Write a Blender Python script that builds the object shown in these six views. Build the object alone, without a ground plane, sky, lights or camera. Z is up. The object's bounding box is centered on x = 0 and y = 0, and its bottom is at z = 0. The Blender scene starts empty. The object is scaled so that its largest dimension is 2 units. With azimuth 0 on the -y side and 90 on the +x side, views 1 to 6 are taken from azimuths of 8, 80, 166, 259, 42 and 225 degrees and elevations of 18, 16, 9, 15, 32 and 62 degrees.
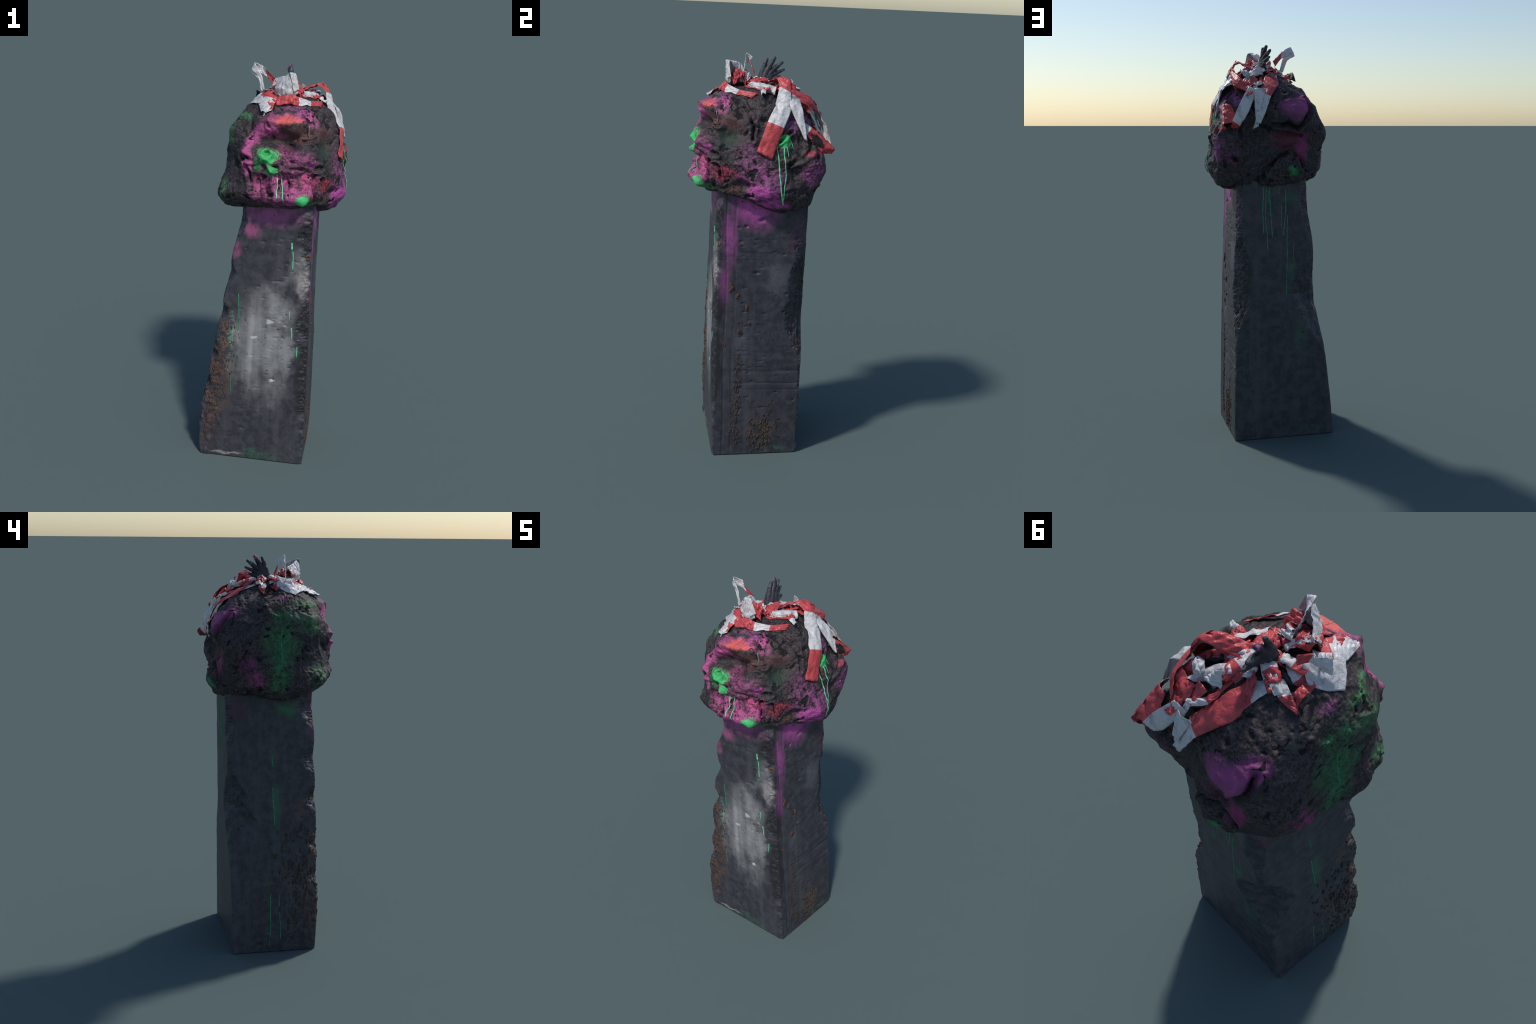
import bpy, bmesh, math, random
import numpy as np
from mathutils import Vector, noise
from mathutils.bvhtree import BVHTree

rng = np.random.default_rng(7)
random.seed(7)

# ------------------------------------------------------------------ helpers
def lerp_rows(x, xs, ys):
    """smooth (monotone-ish cubic) interpolation of control rows"""
    x = np.clip(x, xs[0], xs[-1])
    xs = np.asarray(xs, float); ys = np.asarray(ys, float)
    i = np.clip(np.searchsorted(xs, x) - 1, 0, len(xs) - 2)
    h = xs[1:] - xs[:-1]
    sl = (ys[1:] - ys[:-1]) / (h[:, None] if ys.ndim > 1 else h)
    m = np.zeros_like(ys)
    m[1:-1] = 0.5 * (sl[1:] + sl[:-1]); m[0] = sl[0]; m[-1] = sl[-1]
    t = (x - xs[i]) / h[i]; hh = h[i]
    if ys.ndim > 1:
        t = t[..., None]; hh = hh[..., None]
    return ((2*t**3-3*t**2+1)*ys[i] + (t**3-2*t**2+t)*hh*m[i]
            + (-2*t**3+3*t**2)*ys[i+1] + (t**3-t**2)*hh*m[i+1])

def value_noise(P, scale, seed=0):
    """vectorised smooth value noise in -1..1"""
    P = P * scale + seed * 17.31
    I = np.floor(P).astype(np.int64); F = P - I
    F = F*F*F*(F*(F*6-15)+10)
    def h(ix, iy, iz):
        n = (ix*374761393 + iy*668265263 + iz*2147483647 + seed*974711) & 0xffffffff
        n = ((n ^ (n >> 13)) * 1274126177) & 0xffffffff
        n = ((n ^ (n >> 16)) * 2246822519) & 0xffffffff
        return ((n ^ (n >> 15)) & 0xffff) / 32767.5 - 1.0
    out = 0
    for dx in (0, 1):
        for dy in (0, 1):
            for dz in (0, 1):
                w = ((F[:, 0] if dx else 1-F[:, 0]) * (F[:, 1] if dy else 1-F[:, 1])
                     * (F[:, 2] if dz else 1-F[:, 2]))
                out = out + w * h(I[:, 0]+dx, I[:, 1]+dy, I[:, 2]+dz)
    return out

def fbm(P, scale, octaves=4, seed=0, gain=0.5, ridged=False):
    a, s, tot = 0, 1.0, 0
    for o in range(octaves):
        n = value_noise(P, scale * 2**o, seed + o)
        if ridged:
            n = 1 - 2*np.abs(n)
        a = a + s*n; tot += s; s *= gain
    return a / tot

def smooth01(x, a, b):
    t = np.clip((x-a)/(b-a), 0, 1)
    return t*t*(3-2*t)

def polyline_distance(Q, pts):
    best = np.full(len(Q), 9.0)
    pts = np.array(pts)
    for a_, b_ in zip(pts[:-1], pts[1:]):
        ab = b_-a_
        t_ = np.clip(((Q-a_) @ ab)/(ab @ ab), 0, 1)
        best = np.minimum(best, np.linalg.norm(Q-a_-t_[:, None]*ab, axis=1))
    return best

def vertex_normals(P, rows, cols):
    du = np.roll(P, -1, 1) - np.roll(P, 1, 1)
    dv = np.gradient(P, axis=0)
    n = np.cross(du, dv)
    n /= np.linalg.norm(n, axis=2, keepdims=True) + 1e-12
    return n

def mesh_from_grid(name, P, cap_bottom=True, cap_top=True, smooth=True):
    """P: rows x cols x 3, columns wrap around"""
    R, C = P.shape[:2]
    verts = P.reshape(-1, 3).tolist()
    faces = []
    for i in range(R-1):
        for j in range(C):
            k = (j+1) % C
            faces.append((i*C+j, i*C+k, (i+1)*C+k, (i+1)*C+j))
    if cap_bottom:
        verts.append(P[0].mean(0).tolist()); c = len(verts)-1
        faces += [(c, (j+1) % C, j) for j in range(C)]
    if cap_top:
        verts.append(P[-1].mean(0).tolist()); c = len(verts)-1
        faces += [(c, (R-1)*C+j, (R-1)*C+(j+1) % C) for j in range(C)]
    me = bpy.data.meshes.new(name)
    me.from_pydata(verts, [], faces)
    me.update()
    if smooth:
        me.polygons.foreach_set('use_smooth', [True]*len(me.polygons))
    ob = bpy.data.objects.new(name, me)
    bpy.context.collection.objects.link(ob)
    return ob

root = bpy.data.objects.new('graffiti_pillar', None)
bpy.context.collection.objects.link(root)
root['label'] = 'charred concrete pillar with spray painted lump head, tape and glove'
root['category'] = 'street sculpture'

def part(ob, parent=None):
    ob.parent = parent or root
    return ob

# ------------------------------------------------------------------ pillar
Z = [0, .1, .2, .4, .6, .8, 1.0, 1.2, 1.45]
CORNERS = {   # x, y of the four sharp edges with height
    'A': [(-.316, -.193), (-.322, -.194), (-.316, -.196), (-.292, -.199), (-.268, -.201), (-.236, -.200), (-.205, -.199), (-.172, -.198), (-.145, -.197)],
    'B': [(.218, -.195), (.218, -.197), (.216, -.199), (.212, -.203), (.208, -.208), (.202, -.206), (.196, -.203), (.191, -.198), (.188, -.19)],
    'C': [(.218, .244), (.219, .244), (.218, .244), (.214, .245), (.210, .246), (.206, .248), (.200, .247), (.196, .246), (.192, .245)],
    'D': [(-.306, .241), (-.298, .241), (-.288, .241), (-.264, .243), (-.236, .247), (-.210, .248), (-.192, .248), (-.166, .248), (-.145, .248)],
}
# broken edges: height, depth of the break measured along its own direction
CHIPS = {
    'A': ((-.90, -.44), [(0, .004), (.10, .002), (.20, .003), (.28, .003), (.34, .012), (.40, .028), (.45, .014), (.49, .006), (.53, .016), (.57, .036), (.62, .018), (.69, .004), (.75, .016), (.80, .038), (.85, .016), (.90, .006), (.95, .020), (1.0, .038), (1.06, .014), (1.13, .004), (1.19, .022), (1.26, .046), (1.34, .03), (1.45, .03)]),
    'B': ((.30, -.954), [(0, .008), (.15, .011), (.3, .014), (.45, .016), (.6, .018), (.72, .022), (.84, .016), (.92, .018), (1.0, .018), (1.1, .022), (1.2, .024), (1.3, .02), (1.45, .02)]),
    'C': ((.86, .51), [(0, .004), (.3, .006), (.5, .010), (.58, .018), (.66, .046), (.74, .058), (.82, .050), (.95, .044), (1.05, .034), (1.15, .030), (1.3, .025), (1.45, .025)]),
    'D': ((-.62, .785), [(0, .003), (.38, .004), (.46, .008), (.53, .030), (.60, .064), (.66, .084), (.72, .094), (.78, .085), (.84, .060), (.90, .034), (.98, .014), (1.08, .020), (1.15, .032), (1.22, .030), (1.32, .02), (1.45, .02)]),
}
def build_pillar():
    rows, per = 520, 96
    zz = np.linspace(0, 1.42, rows)
    cor = {k: lerp_rows(zz, Z, v) for k, v in CORNERS.items()}
    t = np.linspace(0, 1, per, endpoint=False)
    t = 0.5 - 0.5*np.sign(np.cos(np.pi*t))*np.abs(np.cos(np.pi*t))**0.8
    ring = []
    for a, b in ('AB', 'BC', 'CD', 'DA'):
        ring.append(cor[a][:, None]*(1-t)[None, :, None] + cor[b][:, None]*t[None, :, None])
    XY = np.concatenate(ring, 1)
    C = XY.shape[1]
    P = np.dstack([XY, np.repeat(zz[:, None], C, 1)])
    Pf = P.reshape(-1, 3).copy()
    rough = np.zeros(len(Pf))
    zf = Pf[:, 2]
    for k, (d, ctl) in CHIPS.items():
        d = np.array([d[0], d[1], 0.0]); d /= np.linalg.norm(d)
        c = lerp_rows(zf, Z, CORNERS[k])
        cz = np.column_stack([c, zf])
        s = (Pf - cz) @ d                       # 0 at the edge, negative inside
        ctl = np.array(ctl)
        depth = lerp_rows(zf, ctl[:, 0], ctl[:, 1])
        side = np.column_stack([-d[1:2].repeat(len(zf)), d[0:1].repeat(len(zf))])
        depth = depth * (1 + 0.30*fbm(Pf*[1, 1, 1], 9, 3, seed=ord(k))) \
            + 0.005*fbm(Pf, 22, 3, seed=ord(k)+3)
        depth = np.maximum(depth, 0.0025)
        over = s + depth
        m = over > 0
        Pf[m] -= over[m, None]*d
        mm = smooth01(over, 0, 0.008) * (zf > 0.02)
        r = 0.0045*fbm(Pf, 60, 4, seed=ord(k)+9, ridged=True) + 0.004*fbm(Pf, 25, 2, seed=ord(k)+11)
        Pf += (mm*r*{'A': 1.2, 'B': 1.1, 'C': 1.4, 'D': 1.0}[k])[:, None]*d
        rough = np.maximum(rough, mm)
    P = Pf.reshape(rows, C, 3)
    N = vertex_normals(P, rows, C).reshape(-1, 3)
    # cast faces: faint waves; shuttering lines and pits on the faces
    low = 0.0012*fbm(Pf, 5, 3, seed=3) + 0.0005*fbm(Pf, 40, 2, seed=4)
    # board imprint across the +x face and two vertical seams near its front edge
    onx = smooth01(Pf[:, 0], .17, .185)*(1-rough)
    for zc, w, dep in [(1.02, .022, .002), (.55, .018, .0022), (.46, .010, .003), (.395, .006, .003), (.36, .005, .0024), (1.07, .012, .0016)]:
        low -= onx*dep*np.exp(-((zf-zc+.02*Pf[:, 1])/w)**2)*(.6+.4*value_noise(Pf*[1, 4, 60], 2, 5))*smooth01(Pf[:, 1], -.11, -.09)
    for yc in (-.105, -.148):
        low -= onx*.0035*np.exp(-((Pf[:, 1]-yc-.004*np.sin(zf*9))/.0025)**2)
    # blow holes
    pits = np.random.default_rng(11)
    for i in range(150):
        if i % 2:
            c = np.array([pits.uniform(-.25, .16), -.2, pits.uniform(.1, 1.3)])
        else:
            c = np.array([.2, pits.uniform(-.08, .22), pits.uniform(.1, 1.3)])
        rad = pits.uniform(.0025, .006)
        q = (Pf-c)
        if i % 2: q[:, 1] = 0; on = Pf[:, 1] < -.15
        else: q[:, 0] = 0; on = Pf[:, 0] > .15
        low -= on*rad*1.2*np.exp(-(q**2).sum(1)/rad**2)
    for y_, z_, r_, d_ in [(.017, 1.233, .009, .014), (.021, 1.242, .007, .012), (-.056, 1.206, .007, .011), (.0, .973, .0075, .014), (.022, 1.096, .014, .004), (-.08, 1.13, .009, .006), (-.09, 1.20, .008, .005)]:
        low -= (Pf[:, 0] > .15)*d_*np.exp(-(((Pf[:, 1]-y_)**2+(zf-z_)**2)/r_**2)**1.5)
    for x_, z_, r_, d_ in [(.039, .466, .007, .008), (-.01, .74, .006, .006), (.0, .79, .005, .006), (.0, .53, .005, .005), (.05, 1.20, .006, .005), (.085, 1.08, .008, .005)]:
        low -= (Pf[:, 1] < -.15)*d_*np.exp(-(((Pf[:, 0]-x_)**2+(zf-z_)**2)/r_**2)**1.5)
    jag = Pf + .010*np.column_stack([value_noise(Pf, 40, 80+k) for k in range(3)])
    for pts in ([(.07, -.2, 1.020), (.105, -.2, 1.045), (.15, -.195, 1.05), (.185, -.18, 1.085)], [(.112, -.2, 1.10), (.135, -.2, 1.088), (.16, -.19, 1.06)],
                [(.10, -.2, 1.15), (.15, -.19, 1.115)], [(.02, -.2, .985), (.08, -.2, .98)], [(.11, -.2, .99), (.10, -.2, .95), (.125, -.2, .925)]):
        low -= .006*np.exp(-(polyline_distance(jag, pts)/.0045)**2)
    # crusted lower left of the front and -x face
    crust = smooth01(-Pf[:, 0], .17, .24)*smooth01(.75-zf, -.05, .3)*(1-smooth01(Pf[:, 1], -.05, .2))
    low += .012*np.exp(-(((Pf-[-.30, -.10, .26])/[.1, .10, .15])**2).sum(1))
    low += crust*0.011*np.maximum(0, fbm(Pf*[1, 1, .45], 60, 3, seed=21)-.02)
    Pf = Pf + N*low[:, None]
    Pf[:, 2] = np.clip(Pf[:, 2], 0, 2)
    P = Pf.reshape(rows, C, 3)
    P[0, :, 2] = 0
    ob = mesh_from_grid('pillar', P)
    return ob, P

pillar, pillar_grid = build_pillar()
part(pillar)

# ------------------------------------------------------------------ head
AZ = np.arange(16)*22.5              # 0 = -y, 90 = +x
HEAD_ROWS = [   # z, radii at each azimuth
    (1.300, [.245, .255, .278, .245, .250, .290, .315, .275, .280, .280, .280, .245, .225, .260, .270, .250]),
    (1.350, [.285, .290, .292, .262, .285, .325, .345, .277, .305, .305, .300, .270, .245, .300, .305, .290]),
    (1.400, [.315, .322, .300, .270, .300, .345, .362, .280, .312, .312, .308, .280, .250, .300, .322, .315]),
    (1.480, [.280, .305, .305, .280, .300, .335, .393, .280, .295, .300, .325, .275, .255, .285, .305, .295]),
    (1.560, [.280, .305, .305, .280, .285, .330, .388, .272, .280, .300, .343, .270, .240, .265, .300, .300]),
    (1.640, [.275, .298, .295, .270, .275, .305, .340, .285, .285, .310, .308, .255, .230, .255, .295, .295]),
    (1.720, [.252, .276, .272, .260, .260, .270, .290, .270, .270, .285, .260, .225, .212, .230, .265, .265]),
    (1.780, [.235, .234, .226, .225, .235, .230, .240, .228, .208, .210, .198, .185, .182, .198, .222, .235]),
    (1.832, [.180, .178, .172, .172, .180, .175, .170, .150, .125, .115, .105, .100, .105, .125, .150, .170]),
    (1.866, [.080, .080, .080, .080, .080, .080, .070, .060, .045, .040, .040, .040, .045, .055, .065, .075]),
]
HEAD_FLOOR = [1.366, 1.366, 1.378, 1.355, 1.315, 1.296, 1.308, 1.312, 1.310, 1.320, 1.340, 1.320, 1.308, 1.325, 1.346, 1.352]   # underside height by azimuth
DENTS = [  # centre, radius, push along normal (+ out, - in)
    ((.035, -.25, 1.685), (.090, .10, .036), -.062),   # hollow under the brow
    ((.060, -.26, 1.650), (.045, .10, .024), -.032),
    ((.13, -.21, 1.705), (.06, .08, .030), -.032),
    ((.02, -.25, 1.760), (.120, .08, .022), .024),     # brow
    ((-.05, -.26, 1.725), (.038, .06, .030), .022),
    ((.12, -.26, 1.600), (.045, .08, .030), .024),     # cheek
    ((.22, -.15, 1.655), (.052, .07, .060), -.030),    # smooth hollow at the side
    ((-.035, -.29, 1.615), (.040, .06, .032), .026),   # painted knob
    ((-.035, -.30, 1.622), (.016, .06, .012), -.026),
    ((-.005, -.29, 1.550), (.026, .06, .018), .022),
    ((.140, -.28, 1.415), (.032, .06, .028), .034),    # lower knob
    ((.175, -.25, 1.405), (.022, .05, .020), -.012),
    ((.205, -.21, 1.445), (.016, .04, .028), .014),
    ((-.13, -.27, 1.625), (.020, .06, .055), .010),
    ((-.06, -.30, 1.470), (.030, .06, .060), -.026),
    ((.080, -.305, 1.592), (.010, .04, .008), -.020),  # holes
    ((.068, -.29, 1.480), (.010, .04, .022), -.020),
    ((-.08, .28, 1.665), (.075, .09, .048), .022),     # smooth bulge on the back
    ((-.05, .27, 1.530), (.075, .09, .035), -.030),
    ((-.04, .30, 1.400), (.065, .09, .045), .014),
    ((-.25, -.05, 1.56), (.05, .08, .08), .006),
    ((.265, .275, 1.505), (.055, .055, .042), .012),   # jutting lump on the corner
    ((.085, -.31, 1.425), (.035, .05, .025), .016),    # lip
    ((-.24, -.21, 1.400), (.04, .05, .035), .012),
    ((.05, -.29, 1.520), (.05, .06, .020), -.024),
    ((.00, -.30, 1.480), (.028, .06, .050), .020),
    ((.250, -.11, 1.500), (.05, .06, .030), .012),
    ((.255, -.08, 1.420), (.03, .05, .025), -.016),
    ((.28, .16, 1.500), (.05, .04, .06), -.014),
    ((-.25, .08, 1.55), (.06, .05, .06), -.010),
    ((-.24, -.12, 1.50), (.05, .05, .05), -.014),
    ((-.21, -.13, 1.70), (.05, .07, .03), .008),
    ((.30, .03, 1.40), (.05, .07, .05), .010),
]
GROOVES = [  # points, half width, depth
    ([(-.15, -.27, 1.600), (-.115, -.288, 1.600), (-.059, -.298, 1.590), (-.02, -.287, 1.570), (.021, -.29, 1.560), (.077, -.309, 1.562), (.12, -.29, 1.555)], .008, .014),
    ([(-.045, -.285, 1.56), (-.027, -.287, 1.526), (-.010, -.305, 1.430)], .012, .014),
    ([(-.028, -.253, 1.735), (-.008, -.236, 1.700), (-.002, -.23, 1.667), (.031, -.249, 1.645), (.068, -.266, 1.640), (.085, -.25, 1.68), (.146, -.237, 1.683), (.193, -.204, 1.685)], .007, .012),
    ([(.197, -.237, 1.518), (.192, -.243, 1.458), (.185, -.24, 1.40)], .007, .014),
    ([(.217, -.217, 1.506), (.226, -.183, 1.427)], .006, .010),
    ([(-.143, -.271, 1.589), (-.113, -.283, 1.528), (-.10, -.29, 1.46)], .008, .010),
    ([(.12, -.14, 1.805), (.175, -.109, 1.79), (.233, -.072, 1.756), (.259, -.048, 1.707), (.269, -.046, 1.63)], .007, .010),
    ([(.148, -.277, 1.590), (.191, -.248, 1.555), (.224, -.208, 1.560)], .008, .010),
    ([(.27, .123, 1.676), (.289, .063, 1.625)], .007, .009),
    ([(.30, .12, 1.53), (.302, .145, 1.544), (.281, .217, 1.592)], .009, .014),
    ([(.029, .283, 1.603), (-.036, .296, 1.606), (-.103, .284, 1.582), (-.14, .283, 1.649), (-.158, .235, 1.721)], .009, .016),
    ([(.079, .270, 1.34), (.029, .302, 1.430), (-.057, .296, 1.473), (-.11, .295, 1.44), (-.122, .294, 1.398)], .009, .012),
    ([(.192, .263, 1.60), (.205, .270, 1.426)], .010, .016),
    ([(-.2, .069, 1.762), (-.224, .02, 1.719), (-.24, -.03, 1.70)], .006, .008),
]
SMOOTH_SKIN = [((-.03, -.30, 1.60), .055), ((.14, -.29, 1.415), .045), ((.05, -.24, 1.70), .07), ((.20, -.16, 1.68), .07), ((-.09, .28, 1.66), .10), ((-.03, .27, 1.53), .09), ((.12, .27, 1.45), .08)]
def build_head():
    C = 620
    th = np.linspace(0, 360, C, endpoint=False)
    # smooth path parameter over the profile
    zs = np.array([r[0] for r in HEAD_ROWS]); rr = np.array([r[1] for r in HEAD_ROWS])
    ext_az = np.concatenate([AZ[-2:]-360, AZ, AZ[:2]+360])
    ext = np.concatenate([rr[:, -2:], rr, rr[:, :2]], 1)
    rad = lerp_rows(th, ext_az, ext.T).T        # rows x C
    # add underside ring
    zs = np.concatenate([[1.290, 1.292], zs])
    under = np.vstack([np.full(C, .12), rad[0]*.90])
    rad = np.vstack([under, rad])
    prof = np.concatenate([[0], np.cumsum(np.hypot(np.diff(zs), np.diff(rad.mean(1))))])
    tt = np.linspace(0, prof[-1], 400)
    zrow = lerp_rows(tt, prof, zs); rrow = lerp_rows(tt, prof, rad)
    a = np.radians(th)
    fl = np.array(HEAD_FLOOR); fl = lerp_rows(th, ext_az, np.concatenate([fl[-2:], fl, fl[:2]]))
    z2 = np.repeat(zrow[:, None], C, 1)
    low = np.clip((1.46-z2)/.16, 0, 1.2)
    z2 = z2 + low*(fl-1.30)[None, :]
    P = np.dstack([rrow*np.sin(a), -rrow*np.cos(a), z2])
    return P

head_grid = build_head()
def finish_head(P):
    R, C = P.shape[:2]
    N = vertex_normals(P, R, C).reshape(-1, 3)
    Q = P.reshape(-1, 3)
    d = np.zeros(len(Q))
    for c, r, amt in DENTS:
        e = (Q - np.array(c))/np.array(r)
        e = (e**2).sum(1)
        d += amt*np.exp(-e**1.8 if amt < -.015 else -e)     # hollows have steep walls
    warp = Q + .012*np.column_stack([value_noise(Q, 22, 60+k) for k in range(3)])
    crevice_shade = np.full(len(Q), 9.0)  # marks grooves and pits whose shade is painted dark
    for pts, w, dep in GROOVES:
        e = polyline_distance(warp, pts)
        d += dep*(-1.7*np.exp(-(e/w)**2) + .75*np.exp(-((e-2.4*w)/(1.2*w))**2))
        crevice_shade = np.minimum(crevice_shade, e/w)
    rough = np.ones(len(Q))
    for c, r in SMOOTH_SKIN:
        rough *= 1-.75*np.exp(-(((Q-np.array(c))/r)**2).sum(1)**2)
    # coarse lumps with sharp hollows between them, then crumbly grain
    lump = fbm(warp, 13, 3, seed=41)
    crag = fbm(warp, 30, 3, seed=45, ridged=True)
    pit = np.maximum(0, fbm(warp, 27, 3, seed=52)-.12)
    crevice_shade = np.where((pit > .25+.06*value_noise(Q, 90, 77)) & (rough > .6), 0, crevice_shade)
    fold = fbm(warp*[1, 1, .8], 8, 2, seed=57, ridged=True)
    d += .008*lump + rough*(.010*fold + .0032*crag - .008*pit*2 + .0015*fbm(Q, 85, 3, seed=48)) - .006
    Q = Q + N*d[:, None]
    return Q.reshape(R, C, 3), (crevice_shade + .25*value_noise(Q, 120, 78)).reshape(R, C)
head_grid, head_shade = finish_head(head_grid)
head = part(mesh_from_grid('head', head_grid))
#MAT
# ------------------------------------------------------------------ materials
def srgb(r, g, b):
    f = lambda c: (c/255/12.92) if c <= 10 else ((c/255+.055)/1.055)**2.4
    return (f(r), f(g), f(b), 1)

class Mat:
    """small helper that chains shader nodes"""
    def __init__(self, name, rough=.85, spec=.3):
        self.m = bpy.data.materials.new(name); self.m.use_nodes = True
        self.nt = self.m.node_tree; self.b = self.nt.nodes['Principled BSDF']
        self.b.inputs['Roughness'].default_value = rough
        self.b.inputs['Specular IOR Level'].default_value = spec
        self.P = self.nt.nodes.new('ShaderNodeTexCoord').outputs['Object']
    def n(self, t, **kw):
        nd = self.nt.nodes.new(t)
        for k, v in kw.items(): setattr(nd, k, v)
        return nd
    def put(self, sock, v):
        if hasattr(v, 'is_output'): self.nt.links.new(v, sock)
        else: sock.default_value = v
    def math(self, op, a, b=0.0, c=0.0, clamp=False):
        nd = self.n('ShaderNodeMath', operation=op, use_clamp=clamp)
        for s, v in zip(nd.inputs, (a, b, c)): self.put(s, v)
        return nd.outputs[0]
    def noise(self, scale, detail=3, rough=.55, stretch=None, dist=0.0):
        v = self.P
        if stretch:
            mp = self.n('ShaderNodeMapping'); mp.inputs['Scale'].default_value = stretch
            self.put(mp.inputs[0], v); v = mp.outputs[0]
        nd = self.n('ShaderNodeTexNoise'); self.put(nd.inputs['Vector'], v)
        nd.inputs['Scale'].default_value = scale; nd.inputs['Detail'].default_value = detail
        nd.inputs['Roughness'].default_value = rough; nd.inputs['Distortion'].default_value = dist
        return nd.outputs['Fac']
    def ramp(self, f, a, b, lo=0.0, hi=1.0):
        nd = self.n('ShaderNodeMapRange', interpolation_type='SMOOTHSTEP')
        for s, v in zip(nd.inputs, (f, a, b, lo, hi)): self.put(s, v)
        return nd.outputs[0]
    def mix(self, f, a, b):
        nd = self.n('ShaderNodeMix', data_type='RGBA')
        self.put(nd.inputs['Factor'], f); self.put(nd.inputs[6], a); self.put(nd.inputs[7], b)
        return nd.outputs[2]
    def spot(self, c, r, soft, wob, amp):
        """soft ellipsoidal patch around c with a ragged border"""
        s = self.n('ShaderNodeVectorMath', operation='SUBTRACT'); self.put(s.inputs[0], self.warped()); s.inputs[1].default_value = c
        r = (r, r, r) if not hasattr(r, '__len__') else r
        d = self.n('ShaderNodeVectorMath', operation='DIVIDE'); self.put(d.inputs[0], s.outputs[0]); d.inputs[1].default_value = r
        l = self.n('ShaderNodeVectorMath', operation='LENGTH'); self.put(l.inputs[0], d.outputs[0])
        e = self.math('MULTIPLY_ADD', wob, amp, l.outputs['Value'])
        return self.ramp(e, 1.0+.5*amp, 1.0+.5*amp-soft)
    def warped(self):
        """object position shaken by two sizes of noise, so that sprayed borders run unevenly"""
        if not hasattr(self, 'wp'):
            v = self.P
            for sc, am in ((14, .045), (45, .018)):
                nd = self.n('ShaderNodeTexNoise'); self.put(nd.inputs['Vector'], self.P)
                nd.inputs['Scale'].default_value = sc; nd.inputs['Detail'].default_value = 3
                c = self.n('ShaderNodeVectorMath', operation='SUBTRACT'); self.put(c.inputs[0], nd.outputs['Color']); c.inputs[1].default_value = (.5, .5, .5)
                m = self.n('ShaderNodeVectorMath', operation='SCALE'); self.put(m.inputs[0], c.outputs[0]); m.inputs['Scale'].default_value = am*self.shake
                a = self.n('ShaderNodeVectorMath', operation='ADD'); self.put(a.inputs[0], v); self.put(a.inputs[1], m.outputs[0])
                v = a.outputs[0]
            self.wp = v
        return self.wp
    shake = 1.0
    def bump(self, h, strength, dist):
        nd = self.n('ShaderNodeBump'); nd.inputs['Strength'].default_value = strength
        nd.inputs['Distance'].default_value = dist; self.put(nd.inputs['Height'], h)
        self.put(self.b.inputs['Normal'], nd.outputs[0])
    def color(self, c): self.put(self.b.inputs['Base Color'], c)

PINK = (.52, .095, .29, 1); MAGENTA = (.34, .078, .25, 1); PURPLE = (.14, .04, .10, 1)
ORANGE = (.70, .13, .075, 1); GREEN = (.03, .50, .14, 1); GREEN_D = (.025, .22, .075, 1)
BROWN = (.115, .053, .053, 1); RED = (.42, .045, .09, 1); SLATE = (.075, .075, .10, 1)

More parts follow.
